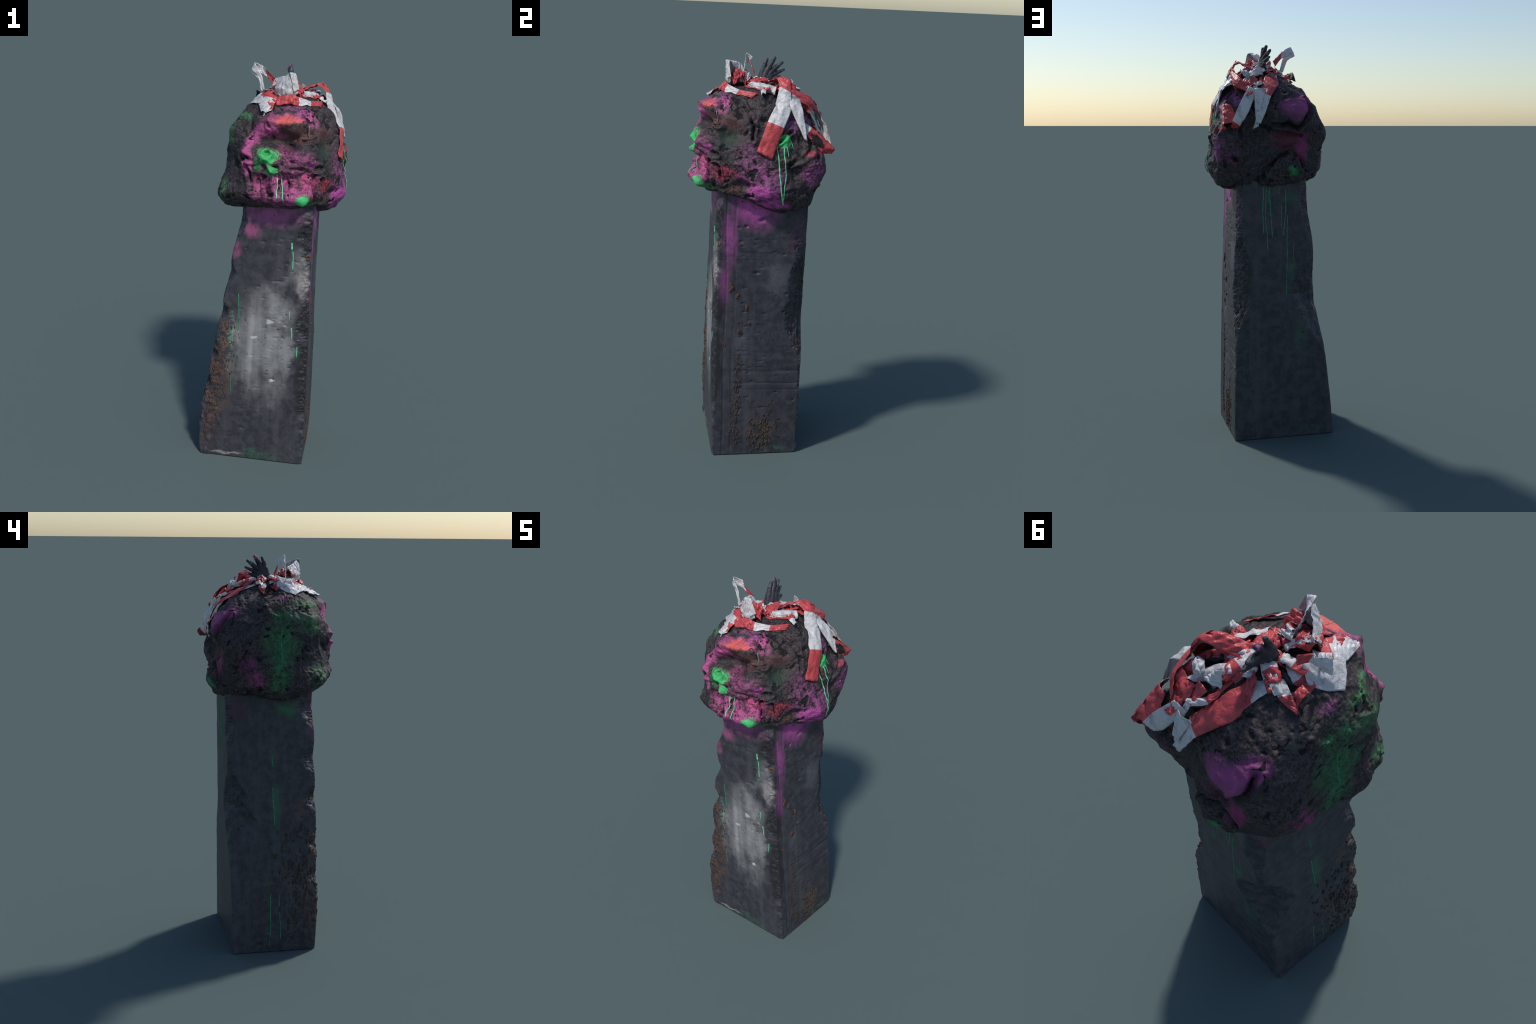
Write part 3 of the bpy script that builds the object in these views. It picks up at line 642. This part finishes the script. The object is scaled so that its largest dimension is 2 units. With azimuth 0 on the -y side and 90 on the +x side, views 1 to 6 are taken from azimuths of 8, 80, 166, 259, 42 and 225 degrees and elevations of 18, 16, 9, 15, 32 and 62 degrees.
STRIPS = [
    # from the glove up to the raised fold, over it and down the +x side
    ([((.03, .01, 1.868), (.04, .06, 1.862)), ((.10, .035, 1.884), (.11, .09, 1.880)), ((.150, .068, 1.905), (.172, .125, 1.900)), ((.191, .076, 1.869), (.215, .122, 1.850)), ((.212, .057, 1.787), (.240, .121, 1.773)), ((.270, .017, 1.718), (.283, .085, 1.695)), ((.280, -.030, 1.582), (.296, .033, 1.552))], 'RRRWWR', {}),
    # leaf shaped strip beside it
    ([((.166, .091, 1.916), (.190, .145, 1.885)), ((.209, .121, 1.834), (.190, .165, 1.830)), ((.246, .122, 1.782), (.264, .175, 1.760)), ((.286, .183, 1.648), (.294, .197, 1.638))], 'RWW', {}),
    # scorched flap
    ([((.243, .186, 1.716), (.252, .176, 1.680)), ((.262, .221, 1.694), (.272, .198, 1.664)), ((.276, .326, 1.606), (.272, .262, 1.585)), ((.265, .322, 1.582), (.235, .275, 1.578)), ((.225, .29, 1.60), (.225, .25, 1.60))], 'WRRK', dict(black_patches=[(1.45, .55, .32, .36)], curl=.05)),
    # strip along the back edge, dropping at the corner
    ([((.195, .125, 1.868), (.212, .120, 1.826)), ((.180, .222, 1.826), (.200, .219, 1.787)), ((.150, .256, 1.796), (.150, .265, 1.760))], 'RR', {}),
    ([((.258, .230, 1.702), (.225, .236, 1.694)), ((.270, .280, 1.650), (.215, .275, 1.650)), ((.277, .327, 1.604), (.210, .300, 1.610))], 'RR', dict(curl=.05)),
    # broad strip on the back
    ([((-.002, .037, 1.862), (-.044, .062, 1.856)), ((.020, .103, 1.840), (-.026, .128, 1.830)), ((.052, .185, 1.802), (-.018, .190, 1.797)), ((.085, .250, 1.752), (.038, .275, 1.738)), ((.105, .294, 1.66), (.070, .300, 1.66)), ((.110, .296, 1.610), (.094, .300, 1.606))], 'WRRWW', {}),
    ([((.111, .270, 1.775), (.062, .266, 1.775)), ((.118, .292, 1.69), (.088, .298, 1.69)), ((.112, .296, 1.607), (.092, .296, 1.607))], 'WW', {}),
    ([((.140, .255, 1.782), (.100, .250, 1.768)), ((.195, .300, 1.695), (.150, .298, 1.672)), ((.232, .322, 1.618), (.194, .294, 1.598)), ((.240, .300, 1.590), (.215, .285, 1.584))], 'WWR', {}),
    ([((.119, .185, 1.834), (.084, .188, 1.824)), ((.115, .235, 1.786), (.096, .236, 1.786)), ((.118, .276, 1.715), (.108, .278, 1.712))], 'RW', {}),
    ([((.129, .29, 1.582), (.115, .296, 1.63)), ((.100, .292, 1.594), (.104, .296, 1.62))], 'W', {}),
    # crumpled pieces on the back of the crown
    ([((.189, .190, 1.828), (.187, .232, 1.785)), ((.150, .205, 1.815), (.130, .242, 1.785)), ((.118, .200, 1.820), (.11, .235, 1.79))], 'RR', {}),
    ([((.071, .150, 1.896), (.091, .150, 1.878)), ((.060, .158, 1.868), (.105, .160, 1.850)), ((.054, .165, 1.846), (.118, .172, 1.834))], 'WW', {}),
    ([((.165, .150, 1.858), (.150, .18, 1.835)), ((.139, .150, 1.862), (.135, .185, 1.835)), ((.120, .165, 1.845), (.145, .195, 1.815))], 'WW', dict(curl=.3)),
    ([((.050, .092, 1.850), (.060, .110, 1.842)), ((.085, .105, 1.866), (.052, .120, 1.848)), ((.120, .140, 1.852), (.100, .165, 1.832)), ((.160, .200, 1.806), (.135, .195, 1.815))], 'RWW', dict(curl=.3)),
    ([((.045, .10, 1.838), (.055, .115, 1.832)), ((.061, .205, 1.800), (.080, .200, 1.806)), ((.104, .248, 1.785), (.120, .235, 1.792))], 'RW', dict(curl=.3)),
    ([((.175, .160, 1.846), (.150, .165, 1.822)), ((.209, .209, 1.785), (.199, .220, 1.752))], 'R', {}),
    ([((.137, .184, 1.815), (.165, .195, 1.808)), ((.124, .245, 1.782), (.155, .250, 1.775)), ((.127, .285, 1.745), (.160, .285, 1.735))], 'RR', {}),
    # small strips at the foot of the glove on the -x side
    ([((-.005, .045, 1.862), (-.020, .020, 1.866)), ((-.065, .068, 1.836), (-.082, .038, 1.838)), ((-.128, .058, 1.812), (-.130, .046, 1.812))], 'WR', {}),
    ([((-.015, -.000, 1.872), (-.010, -.030, 1.874)), ((-.060, .010, 1.846), (-.065, -.025, 1.852)), ((-.110, -.010, 1.828), (-.100, -.050, 1.838))], 'WR', {}),
    ([((-.050, -.026, 1.892), (-.085, -.020, 1.842)), ((-.085, -.085, 1.872), (-.130, -.050, 1.826)), ((-.092, -.155, 1.826), (-.150, -.097, 1.806))], 'WW', {}),
    # pot like fold and sheets toward the front left
    ([((-.039, -.079, 1.885), (-.073, -.070, 1.845)), ((-.060, -.095, 1.880), (-.09, -.082, 1.842)), ((-.083, -.112, 1.885), (-.108, -.094, 1.845))], 'WW', dict(curl=.3)),
    ([((-.088, -.078, 1.880), (-.020, -.100, 1.868)), ((-.098, -.105, 1.848), (-.018, -.150, 1.846)), ((-.094, -.160, 1.822), (-.030, -.190, 1.832)), ((-.076, -.236, 1.802), (-.054, -.238, 1.800))], 'RWW', {}),
    ([((-.012, -.120, 1.856), (-.045, -.125, 1.850)), ((-.022, -.190, 1.836), (-.06, -.175, 1.832)), ((-.030, -.222, 1.812), (-.062, -.215, 1.800)), ((-.058, -.236, 1.800), (-.064, -.232, 1.780))], 'RRW', {}),
    ([((-.016, -.182, 1.828), (-.012, -.150, 1.862)), ((.050, -.180, 1.840), (.056, -.160, 1.878)), ((.083, -.165, 1.828), (.083, -.152, 1.864)), ((.137, -.120, 1.826), (.135, -.105, 1.846)), ((.182, -.045, 1.816), (.184, -.025, 1.838))], 'RRWR', {}),
    # large pale sheet
    ([((-.048, -.096, 1.888), (-.040, -.080, 1.936)), ((-.010, -.130, 1.862), (.010, -.118, 1.950)), ((.030, -.146, 1.862), (.035, -.140, 1.968)), ((.074, -.136, 1.884), (.056, -.150, 1.966))], 'WWW', dict(crumple=.006)),
    # white roll toward +x
    ([((.085, -.028, 1.880), (.088, -.058, 1.858)), ((.118, .015, 1.876), (.125, -.005, 1.842)), ((.144, .070, 1.862), (.156, .062, 1.828))], 'WW', dict(curl=.3)),
    ([((.070, -.045, 1.872), (.080, -.075, 1.850)), ((.110, .000, 1.872), (.128, -.020, 1.838)), ((.138, .045, 1.858), (.152, .040, 1.832))], 'RR', dict(curl=.1)),
    # standing loops
    ([((-.088, -.060, 1.872), (-.105, -.055, 1.872)), ((-.105, -.052, 1.938), (-.126, -.046, 1.932)), ((-.144, -.040, 1.997), (-.160, -.028, 1.956)), ((-.108, -.017, 1.983), (-.120, -.020, 1.954)), ((-.092, -.030, 1.972), (-.086, -.021, 1.938)), ((-.043, -.018, 1.924), (-.052, -.010, 1.898))], 'WWWWR', dict(crumple=.002, curl=.08, clear=.001)),
    ([((.060, -.156, 1.890), (.080, -.140, 1.900)), ((.038, -.160, 1.972), (.060, -.148, 1.974)), ((.022, -.112, 1.968), (.030, -.118, 1.944)), ((.012, -.083, 1.954), (.016, -.087, 1.924)), ((.020, -.060, 1.910), (.030, -.065, 1.890))], 'WWWW', dict(crumple=.002, curl=.08)),
    # red heap between the loops and the glove
    ([((.020, -.090, 1.925), (.070, -.075, 1.905)), ((.040, -.118, 1.930), (.078, -.105, 1.898)), ((.060, -.135, 1.890), (.090, -.120, 1.862))], 'RR', dict(crumple=.010)),
    ([((.010, -.050, 1.905), (.050, -.040, 1.895)), ((.030, -.075, 1.918), (.062, -.062, 1.890)), ((.055, -.085, 1.885), (.078, -.070, 1.862))], 'WR', dict(crumple=.010)),
    ([((-.040, -.060, 1.905), (.000, -.040, 1.900)), ((-.045, -.090, 1.915), (.005, -.085, 1.925)), ((-.050, -.110, 1.875), (.0, -.120, 1.870))], 'RR', dict(crumple=.010)),
    ([((.010, -.037, 1.878), (.025, -.020, 1.870)), ((-.020, -.060, 1.915), (.010, -.055, 1.905)), ((-.046, -.080, 1.925), (-.026, -.100, 1.930))], 'WW', dict(crumple=.006)),
    ([((.040, .010, 1.868), (.050, .04, 1.86)), ((.100, .04, 1.862), (.095, .075, 1.855)), ((.150, .085, 1.870), (.140, .12, 1.856))], 'RR', dict(crumple=.008)),
    # scorched fan on the -x side
    ([((-.085, .000, 1.850), (-.085, .030, 1.838)), ((-.120, .008, 1.858), (-.118, .042, 1.828)), ((-.142, .012, 1.868), (-.145, .056, 1.824))], 'RK', {}),
]
for i, (st, cols, kw) in enumerate(STRIPS):
    tape_strip(st, cols, seed=i+1, **kw)
# loose scraps tucked in between
scr = np.random.default_rng(5)
for i in range(20):
    a = scr.uniform(0, 2*math.pi); r = scr.uniform(.03, .12)
    c = np.array([.06+r*math.sin(a), .02-r*math.cos(a), 0])
    loc = head_tree.ray_cast(Vector((c[0], c[1], 2.2)), Vector((0, 0, -1)))[0]
    c[2] = loc.z + scr.uniform(.002, .012)
    d = np.array([math.sin(a), -math.cos(a), -.25])*scr.uniform(.03, .055)
    w = np.array([math.cos(a), math.sin(a), scr.uniform(-.5, .5)])*scr.uniform(.012, .024)
    st = [(c-d-w, c-d+w), (c-w+[0, 0, .008], c+w+[0, 0, .006]), (c+d-w*.8, c+d+w*.7)]
    tape_strip(st, str(scr.choice(['RW', 'RR', 'WR', 'RK'])), seed=80+i, crumple=.006, curl=.25, seg=8, wid=8)

# ------------------------------------------------------------------ glove
def build_glove():
    wr = (.019, .008, 1.868)
    chains = [   # points with radius
        [((.020, .020, 1.930), .0105), ((.021, .029, 1.962), .0088), ((.022, .038, 1.983), .0058)],
        [((.026, .040, 1.932), .0115), ((.019, .060, 1.966), .0098), ((.013, .076, 1.990), .0066)],
        [((.026, .056, 1.922), .0110), ((.014, .085, 1.948), .0098), ((.003, .113, 1.968), .0066)],
        [((.030, .058, 1.908), .0095), ((.018, .090, 1.922), .0082), ((.008, .122, 1.936), .0052)],
        [((.026, .035, 1.884), .0110), ((.030, .065, 1.893), .0095), ((.030, .098, 1.905), .0066)],
        [((.018, .004, 1.862), .016), ((.019, .012, 1.890), .0165), ((.020, .020, 1.930), .0125)],
        [((.020, .020, 1.862), .016), ((.022, .026, 1.895), .0175), ((.025, .038, 1.930), .0125)],
        [((.022, .030, 1.866), .014), ((.025, .040, 1.892), .0165), ((.027, .054, 1.918), .0115)],
        [((.024, .036, 1.872), .012), ((.028, .048, 1.892), .0135), ((.030, .056, 1.908), .0100)],
    ]
    bm = bmesh.new()
    for ch in chains:
        for (p, r), (q, s) in zip(ch[:-1], ch[1:]):
            p, q = Vector(p), Vector(q)
            for k in range(9):
                f = k/8; c = p.lerp(q, f); rad = (r+(s-r)*f)*1.16
                res = bmesh.ops.create_icosphere(bm, subdivisions=2, radius=rad)
                bmesh.ops.translate(bm, verts=res['verts'], vec=c)
    me = bpy.data.meshes.new('glove'); bm.to_mesh(me); bm.free()
    ob = bpy.data.objects.new('glove', me); bpy.context.collection.objects.link(ob)
    rm = ob.modifiers.new('r', 'REMESH'); rm.mode = 'VOXEL'; rm.voxel_size = .0016
    sm = ob.modifiers.new('s', 'SMOOTH'); sm.factor = .6; sm.iterations = 5
    dg = bpy.context.evaluated_depsgraph_get()
    new = bpy.data.meshes.new_from_object(ob.evaluated_get(dg))
    ob.modifiers.clear(); ob.data = new; new.name = 'glove'
    P = np.array([v.co[:] for v in new.vertices]); Nn = np.array([v.normal[:] for v in new.vertices])
    P = P + Nn*(.0011*fbm(P, 90, 3, seed=70, ridged=True))[:, None]
    new.vertices.foreach_set('co', P.ravel()); new.update()
    new.polygons.foreach_set('use_smooth', [True]*len(new.polygons))
    M = Mat('dark_rubber', .55, .4)
    wob = M.noise(60, 3)
    col = M.mix(M.ramp(wob, .35, .65), (.022, .022, .030, 1), (.050, .048, .060, 1))
    for c, r, k in [((.013, .074, 1.993), .012, (.45, .09, .30, 1)), ((.008, .100, 1.962), (.018, .022, .018), (.09, .16, .15, 1)),
                    ((.010, .118, 1.934), (.014, .016, .010), (.09, .16, .15, 1)), ((.021, .034, 1.97), (.01, .01, .02), (.06, .09, .10, 1))]:
        col = M.mix(M.math('MULTIPLY', M.spot(c, r, .6, wob, .8), .85), col, k)
    M.color(col); M.bump(M.noise(150, 3), .4, .001)
    new.materials.append(M.m)
    return part(ob)
glove = build_glove()

# ------------------------------------------------------------------ paint runs, rust, wire
pillar_tree = BVHTree.FromPolygons([v.co[:] for v in pillar.data.vertices], [p.vertices[:] for p in pillar.data.polygons])
def snap(p, out, lift):
    """push a point along -out onto the surface"""
    o = Vector(p) + Vector(out)*.12
    best = None
    for t in (head_tree, pillar_tree):
        loc, nor, _, d = t.ray_cast(o, -Vector(out), .3)
        if loc is not None and (best is None or d < best[1]): best = (loc, d, nor)
    if best is None: return None
    return best[0] + Vector(out)*lift
drip_mats = {'bright': plain('green_paint', (.14, .62, .30), .5, var=.2).m,
             'dull': plain('dull_green_paint', (.035, .22, .11), .6, var=.35).m,
             'grey': plain('wire_metal', (.16, .16, .17), .4).m,
             'rust': plain('rust', (.115, .052, .036), .9, var=.5, scale=90, bump=.8).m,
             'mud': plain('crusted_dirt', (.060, .042, .033), .95, var=.5, scale=120, bump=.8).m,
             'char': plain('charcoal', (.014, .013, .014), .9, var=.5, scale=70, bump=.8).m}
def tube(name, pts, radii, mat, sides=7, flat=1.0, out=None, kind=None):
    pts = [Vector(p) for p in pts]; verts = []; faces = []
    for i, p in enumerate(pts):
        tg = (pts[min(i+1, len(pts)-1)]-pts[max(i-1, 0)]).normalized()
        a = (Vector(out) if out is not None else Vector((0, 0, 1)) if abs(tg.z) < .9 else Vector((1, 0, 0)))
        s = tg.cross(a).normalized(); u = s.cross(tg).normalized()
        for k in range(sides):
            w = 2*math.pi*k/sides
            verts.append(p + (s*math.cos(w) + u*math.sin(w)*flat)*radii[i])
    for i in range(len(pts)-1):
        for k in range(sides):
            j = (k+1) % sides
            faces.append((i*sides+k, i*sides+j, (i+1)*sides+j, (i+1)*sides+k))
    faces += [tuple(range(sides))[::-1], tuple((len(pts)-1)*sides+k for k in range(sides))]
    me = bpy.data.meshes.new(name); me.from_pydata([v[:] for v in verts], [], faces); me.update()
    me.polygons.foreach_set('use_smooth', [True]*len(faces))
    me.materials.append(mat)
    ob = bpy.data.objects.new(name, me); bpy.context.collection.objects.link(ob)
    return part(ob)
dr = np.random.default_rng(9)
def drip(path, out, width, mat):
    path = np.array(path, float); n = max(8, int(np.linalg.norm(np.diff(path, axis=0), axis=1).sum()/.006))
    s = np.linspace(0, len(path)-1, n)
    P = np.column_stack([np.interp(s, np.arange(len(path)), path[:, k]) for k in range(3)])
    side = np.array([-out[1], out[0], 0])
    P += side*(.0016*np.cumsum(dr.normal(0, .35, n)))[:, None]*.8
    pts = [q for q in (snap(p, out, .0003) for p in P) if q is not None]; n = len(pts)
    rad = width*(.7+.5*np.abs(np.sin(np.arange(n)*.7+dr.uniform(0, 6)))*dr.uniform(.5, 1, n))
    rad[-1] *= .5; rad[0] *= .6
    return tube('paint_drip', pts, rad, drip_mats[mat], flat=.45, out=out)
F, X, Y, L = (0, -1, 0), (1, 0, 0), (0, 1, 0), (-1, 0, 0)
DRIPS = [
    ([(.018, -.28, 1.53), (.022, -.3, 1.47), (.025, -.3, 1.425)], F, .0032, 'bright'),
    ([(.030, -.28, 1.54), (.046, -.3, 1.47), (.059, -.3, 1.405)], F, .0026, 'bright'),
    ([(.29, .060, 1.61), (.3, .066, 1.56), (.3, .069, 1.48), (.3, .078, 1.40), (.28, .095, 1.335)], X, .0034, 'bright'),
    ([(.29, .090, 1.61), (.3, .100, 1.53), (.3, .106, 1.48), (.3, .097, 1.40), (.28, .096, 1.335)], X, .0028, 'bright'),
    ([(.29, .104, 1.612), (.3, .112, 1.565)], X, .0020, 'bright'),
    ([(.28, .122, 1.64), (.29, .138, 1.60)], X, .0012, 'bright'),
    ([(.097, -.2, 1.185), (.100, -.2, 1.15)], F, .0045, 'bright'),
    ([(.104, -.2, 1.145), (.106, -.2, 1.053)], F, .0026, 'bright'),
    ([(-.148, -.2, .905), (-.140, -.2, .80), (-.137, -.2, .72)], F, .0024, 'dull'),
    ([(.106, -.2, .84), (.108, -.2, .79)], F, .0022, 'bright'),
    ([(.120, -.2, .755), (.128, -.2, .695)], F, .0030, 'bright'),
    ([(.156, -.2, .655), (.157, -.2, .60)], F, .0020, 'bright'),
    ([(-.17, -.2, .45), (-.168, -.2, .37)], F, .0018, 'dull'),
    ([(.068, .25, 1.30), (.072, .25, 1.18), (.069, .25, 1.063)], Y, .0026, 'dull'),
    ([(.055, .25, 1.30), (.056, .25, 1.15), (.044, .25, .977)], Y, .0026, 'dull'),
    ([(.036, .25, 1.30), (.032, .25, 1.18), (.025, .25, 1.044)], Y, .0026, 'dull'),
    ([(.044, .25, 1.29), (.042, .25, 1.22)], Y, .0020, 'dull'),
    ([(-.044, .25, 1.285), (-.050, .25, 1.18), (-.038, .25, 1.051)], Y, .0028, 'dull'),
    ([(-.012, .25, 1.305), (-.014, .25, 1.261)], Y, .0022, 'dull'),
    ([(-.023, .25, 1.212), (-.022, .25, 1.092)], Y, .0020, 'dull'),
    ([(-.055, .25, 1.158), (-.058, .25, .95), (-.055, .25, .75)], Y, .0020, 'dull'),
    ([(-.085, .25, 1.02), (-.088, .25, .90)], Y, .0016, 'dull'),
    ([(-.202, .020, 1.02), (-.21, .015, .96)], L, .0030, 'dull'),
    ([(-.22, .02, .86), (-.25, .015, .66)], L, .0030, 'dull'),
    ([(-.289, .040, .315), (-.30, .042, .16), (-.311, .049, .021)], L, .0024, 'dull'),
    ([(-.291, -.003, .313), (-.313, -.009, .067)], L, .0020, 'dull'),
    ([(-.24, -.005, 1.62), (-.25, -.012, 1.55), (-.25, -.014, 1.50)], L, .0024, 'dull'),
]
for d in DRIPS: drip(*d)

# thin red run down the face
drip([(.055, -.2, 1.80), (.035, -.24, 1.745), (.022, -.24, 1.66), (.018, -.28, 1.58)], F, .0010, 'rust')

# rusty blisters on the +x face and around the broken edges
def blister(p, out, size, mat):
    me = blister.meshes[dr.integers(len(blister.meshes))]
    ob = bpy.data.objects.new('rust_blister' if mat == 'rust' else 'dirt_lump', me[mat])
    bpy.context.collection.objects.link(ob)
    ob.location = snap(p, out, -size*.15)
    ob.rotation_euler = (dr.uniform(-.3, .3), dr.uniform(-.3, .3), dr.uniform(0, 6))
    ob.scale = (size, size, size*dr.uniform(1.1, 2.2))
    return part(ob)
blister.meshes = []
for k in range(4):
    d_ = {}
    for mname in ('rust', 'mud'):
        bm = bmesh.new(); bmesh.ops.create_icosphere(bm, subdivisions=3, radius=1)
        for v in bm.verts: v.co *= 1+.35*noise.noise(v.co*1.3+Vector((k*7, 0, 0)))
        me = bpy.data.meshes.new('rust_blister'); bm.to_mesh(me); bm.free()
        me.polygons.foreach_set('use_smooth', [True]*len(me.polygons))
        me.materials.append(drip_mats[mname]); d_[mname] = me
    blister.meshes.append(d_)
for p, s in [((.2, -.042, .797), .010), ((.2, -.040, .785), .008), ((.2, -.092, .853), .009), ((.2, -.085, .862), .008), ((.2, -.078, .672), .010),
             ((.2, -.070, .674), .008), ((.2, -.152, .607), .007), ((.2, -.144, .602), .006), ((.2, -.026, .714), .009), ((.2, -.121, .916), .009),
             ((.2, -.116, .900), .010), ((.2, -.125, .885), .008), ((.2, .128, .68), .005), ((.2, -.12, .78), .005), ((.2, -.082, .72), .006)]:
    blister(p, X, s*.75, 'rust')
def stuff(name, n, pick, out, smin, smax, mat):
    """a crust of many small lumps joined into one part"""
    verts, faces = [], []
    bm = bmesh.new(); bmesh.ops.create_icosphere(bm, subdivisions=1, radius=1)
    base = np.array([v.co[:] for v in bm.verts]); fs = [tuple(v.index for v in f.verts) for f in bm.faces]; bm.free()
    for i in range(n):
        p = snap(pick(), out, 0); s = dr.uniform(smin, smax)
        if p is None: continue
        b = base*(1+.3*dr.normal(0, .6, (len(base), 1)))*[s, s, s*dr.uniform(1, 4.0)]
        k = len(verts); verts += (b+np.array(p[:])).tolist(); faces += [tuple(a+k for a in f) for f in fs]
    me = bpy.data.meshes.new(name); me.from_pydata(verts, [], faces); me.update()
    me.polygons.foreach_set('use_smooth', [True]*len(faces)); me.materials.append(drip_mats[mat])
    ob = bpy.data.objects.new(name, me); bpy.context.collection.objects.link(ob); ob['kind'] = 'stuff'
    return part(ob)
U = lambda a, b: dr.uniform(a, b)
stuff('dirt_crust', 170, lambda: (.2, dr.normal(.05, .030), abs(dr.normal(.10, .05))+.01), X, .002, .005, 'mud')
stuff('dirt_crust', 120, lambda: (.2, dr.normal(-.075, .008), U(.05, .55)), X, .0018, .004, 'mud')
stuff('dirt_crust', 60, lambda: (.2, dr.choice([-.11, .0, .09])+dr.normal(0, .004), U(.1, .3)), X, .0015, .003, 'mud')
def front_left(spread=.035):
    z = dr.beta(1.6, 1.8)*.82+.03
    e = np.interp(z, [0, .8, 1.2], [-.31, -.23, -.17])
    return (e+abs(dr.normal(.02, spread)), -.2, z)
stuff('rust_crust', 170, front_left, F, .0012, .0032, 'rust')
stuff('dirt_crust', 260, front_left, F, .0014, .0042, 'mud')
stuff('dirt_crust', 260, lambda: (-.3, dr.normal(-.10, .06), dr.beta(2, 2.4)*.75+.03), L, .002, .006, 'mud')
stuff('rust_crust', 26, lambda: (.2, .2+dr.normal(0, .02), dr.normal(.66, .10)), (.7, .714, 0), .002, .006, 'rust')

# rusted reinforcement loop showing in the broken front edge
def ring(c, r, thick, nrm, mat, name, sweep=2*math.pi):
    nrm = Vector(nrm).normalized(); a = nrm.orthogonal().normalized(); b = nrm.cross(a)
    pts = [Vector(c)+(a*math.cos(w)+b*math.sin(w))*r for w in np.linspace(0, sweep, 25)]
    return tube(name, pts, [thick]*25, drip_mats[mat], out=nrm)
p = snap((.183, -.2, 1.115), (.3, -.95, 0), .003)
ring(p, .010, .0042, (.3, -.9, .3), 'rust', 'reinforcement_stub', 5.2)
# wire loops on the brow
w1 = snap((.113, -.2, 1.757), (.35, -.93, .1), .002); w2 = snap((.150, -.18, 1.752), (.5, -.86, .1), .003)
ring(w1, .013, .0014, (.35, -.9, .3), 'char', 'wire_loop'); ring(w2, .011, .0018, (.5, -.85, .2), 'char', 'wire_loop')
pts = [snap((.140+.001*k, -.20, 1.748-.014*k), (.4, -.9, 0), .003) for k in range(5)]
tube('wire_tail', pts, [.004, .0046, .0036, .003, .0015], drip_mats['grey'], flat=.5, out=(.4, -.9, 0))

# ------------------------------------------------------------------ dark filler mound, added under the tape
def filler_mound():
    th = np.linspace(0, 2*np.pi, 120, endpoint=False); ph = np.linspace(-.5*np.pi+.05, .5*np.pi-.05, 50)
    P = np.dstack([np.outer(np.cos(ph), np.cos(th))*.055+.02, np.outer(np.cos(ph), np.sin(th))*.06+.02,
                   np.outer(np.sin(ph), np.ones_like(th))*.016+1.858])
    Q = P.reshape(-1, 3); N = vertex_normals(P, *P.shape[:2]).reshape(-1, 3)
    Q = Q + N*(.004*fbm(Q, 16, 3, seed=90, ridged=True)+.006*fbm(Q, 60, 2, seed=93, ridged=True))[:, None]
    ob = mesh_from_grid('dark_filler', Q.reshape(P.shape))
    ob.data.materials.append(drip_mats['char'])
    return part(ob)
filler_mound()
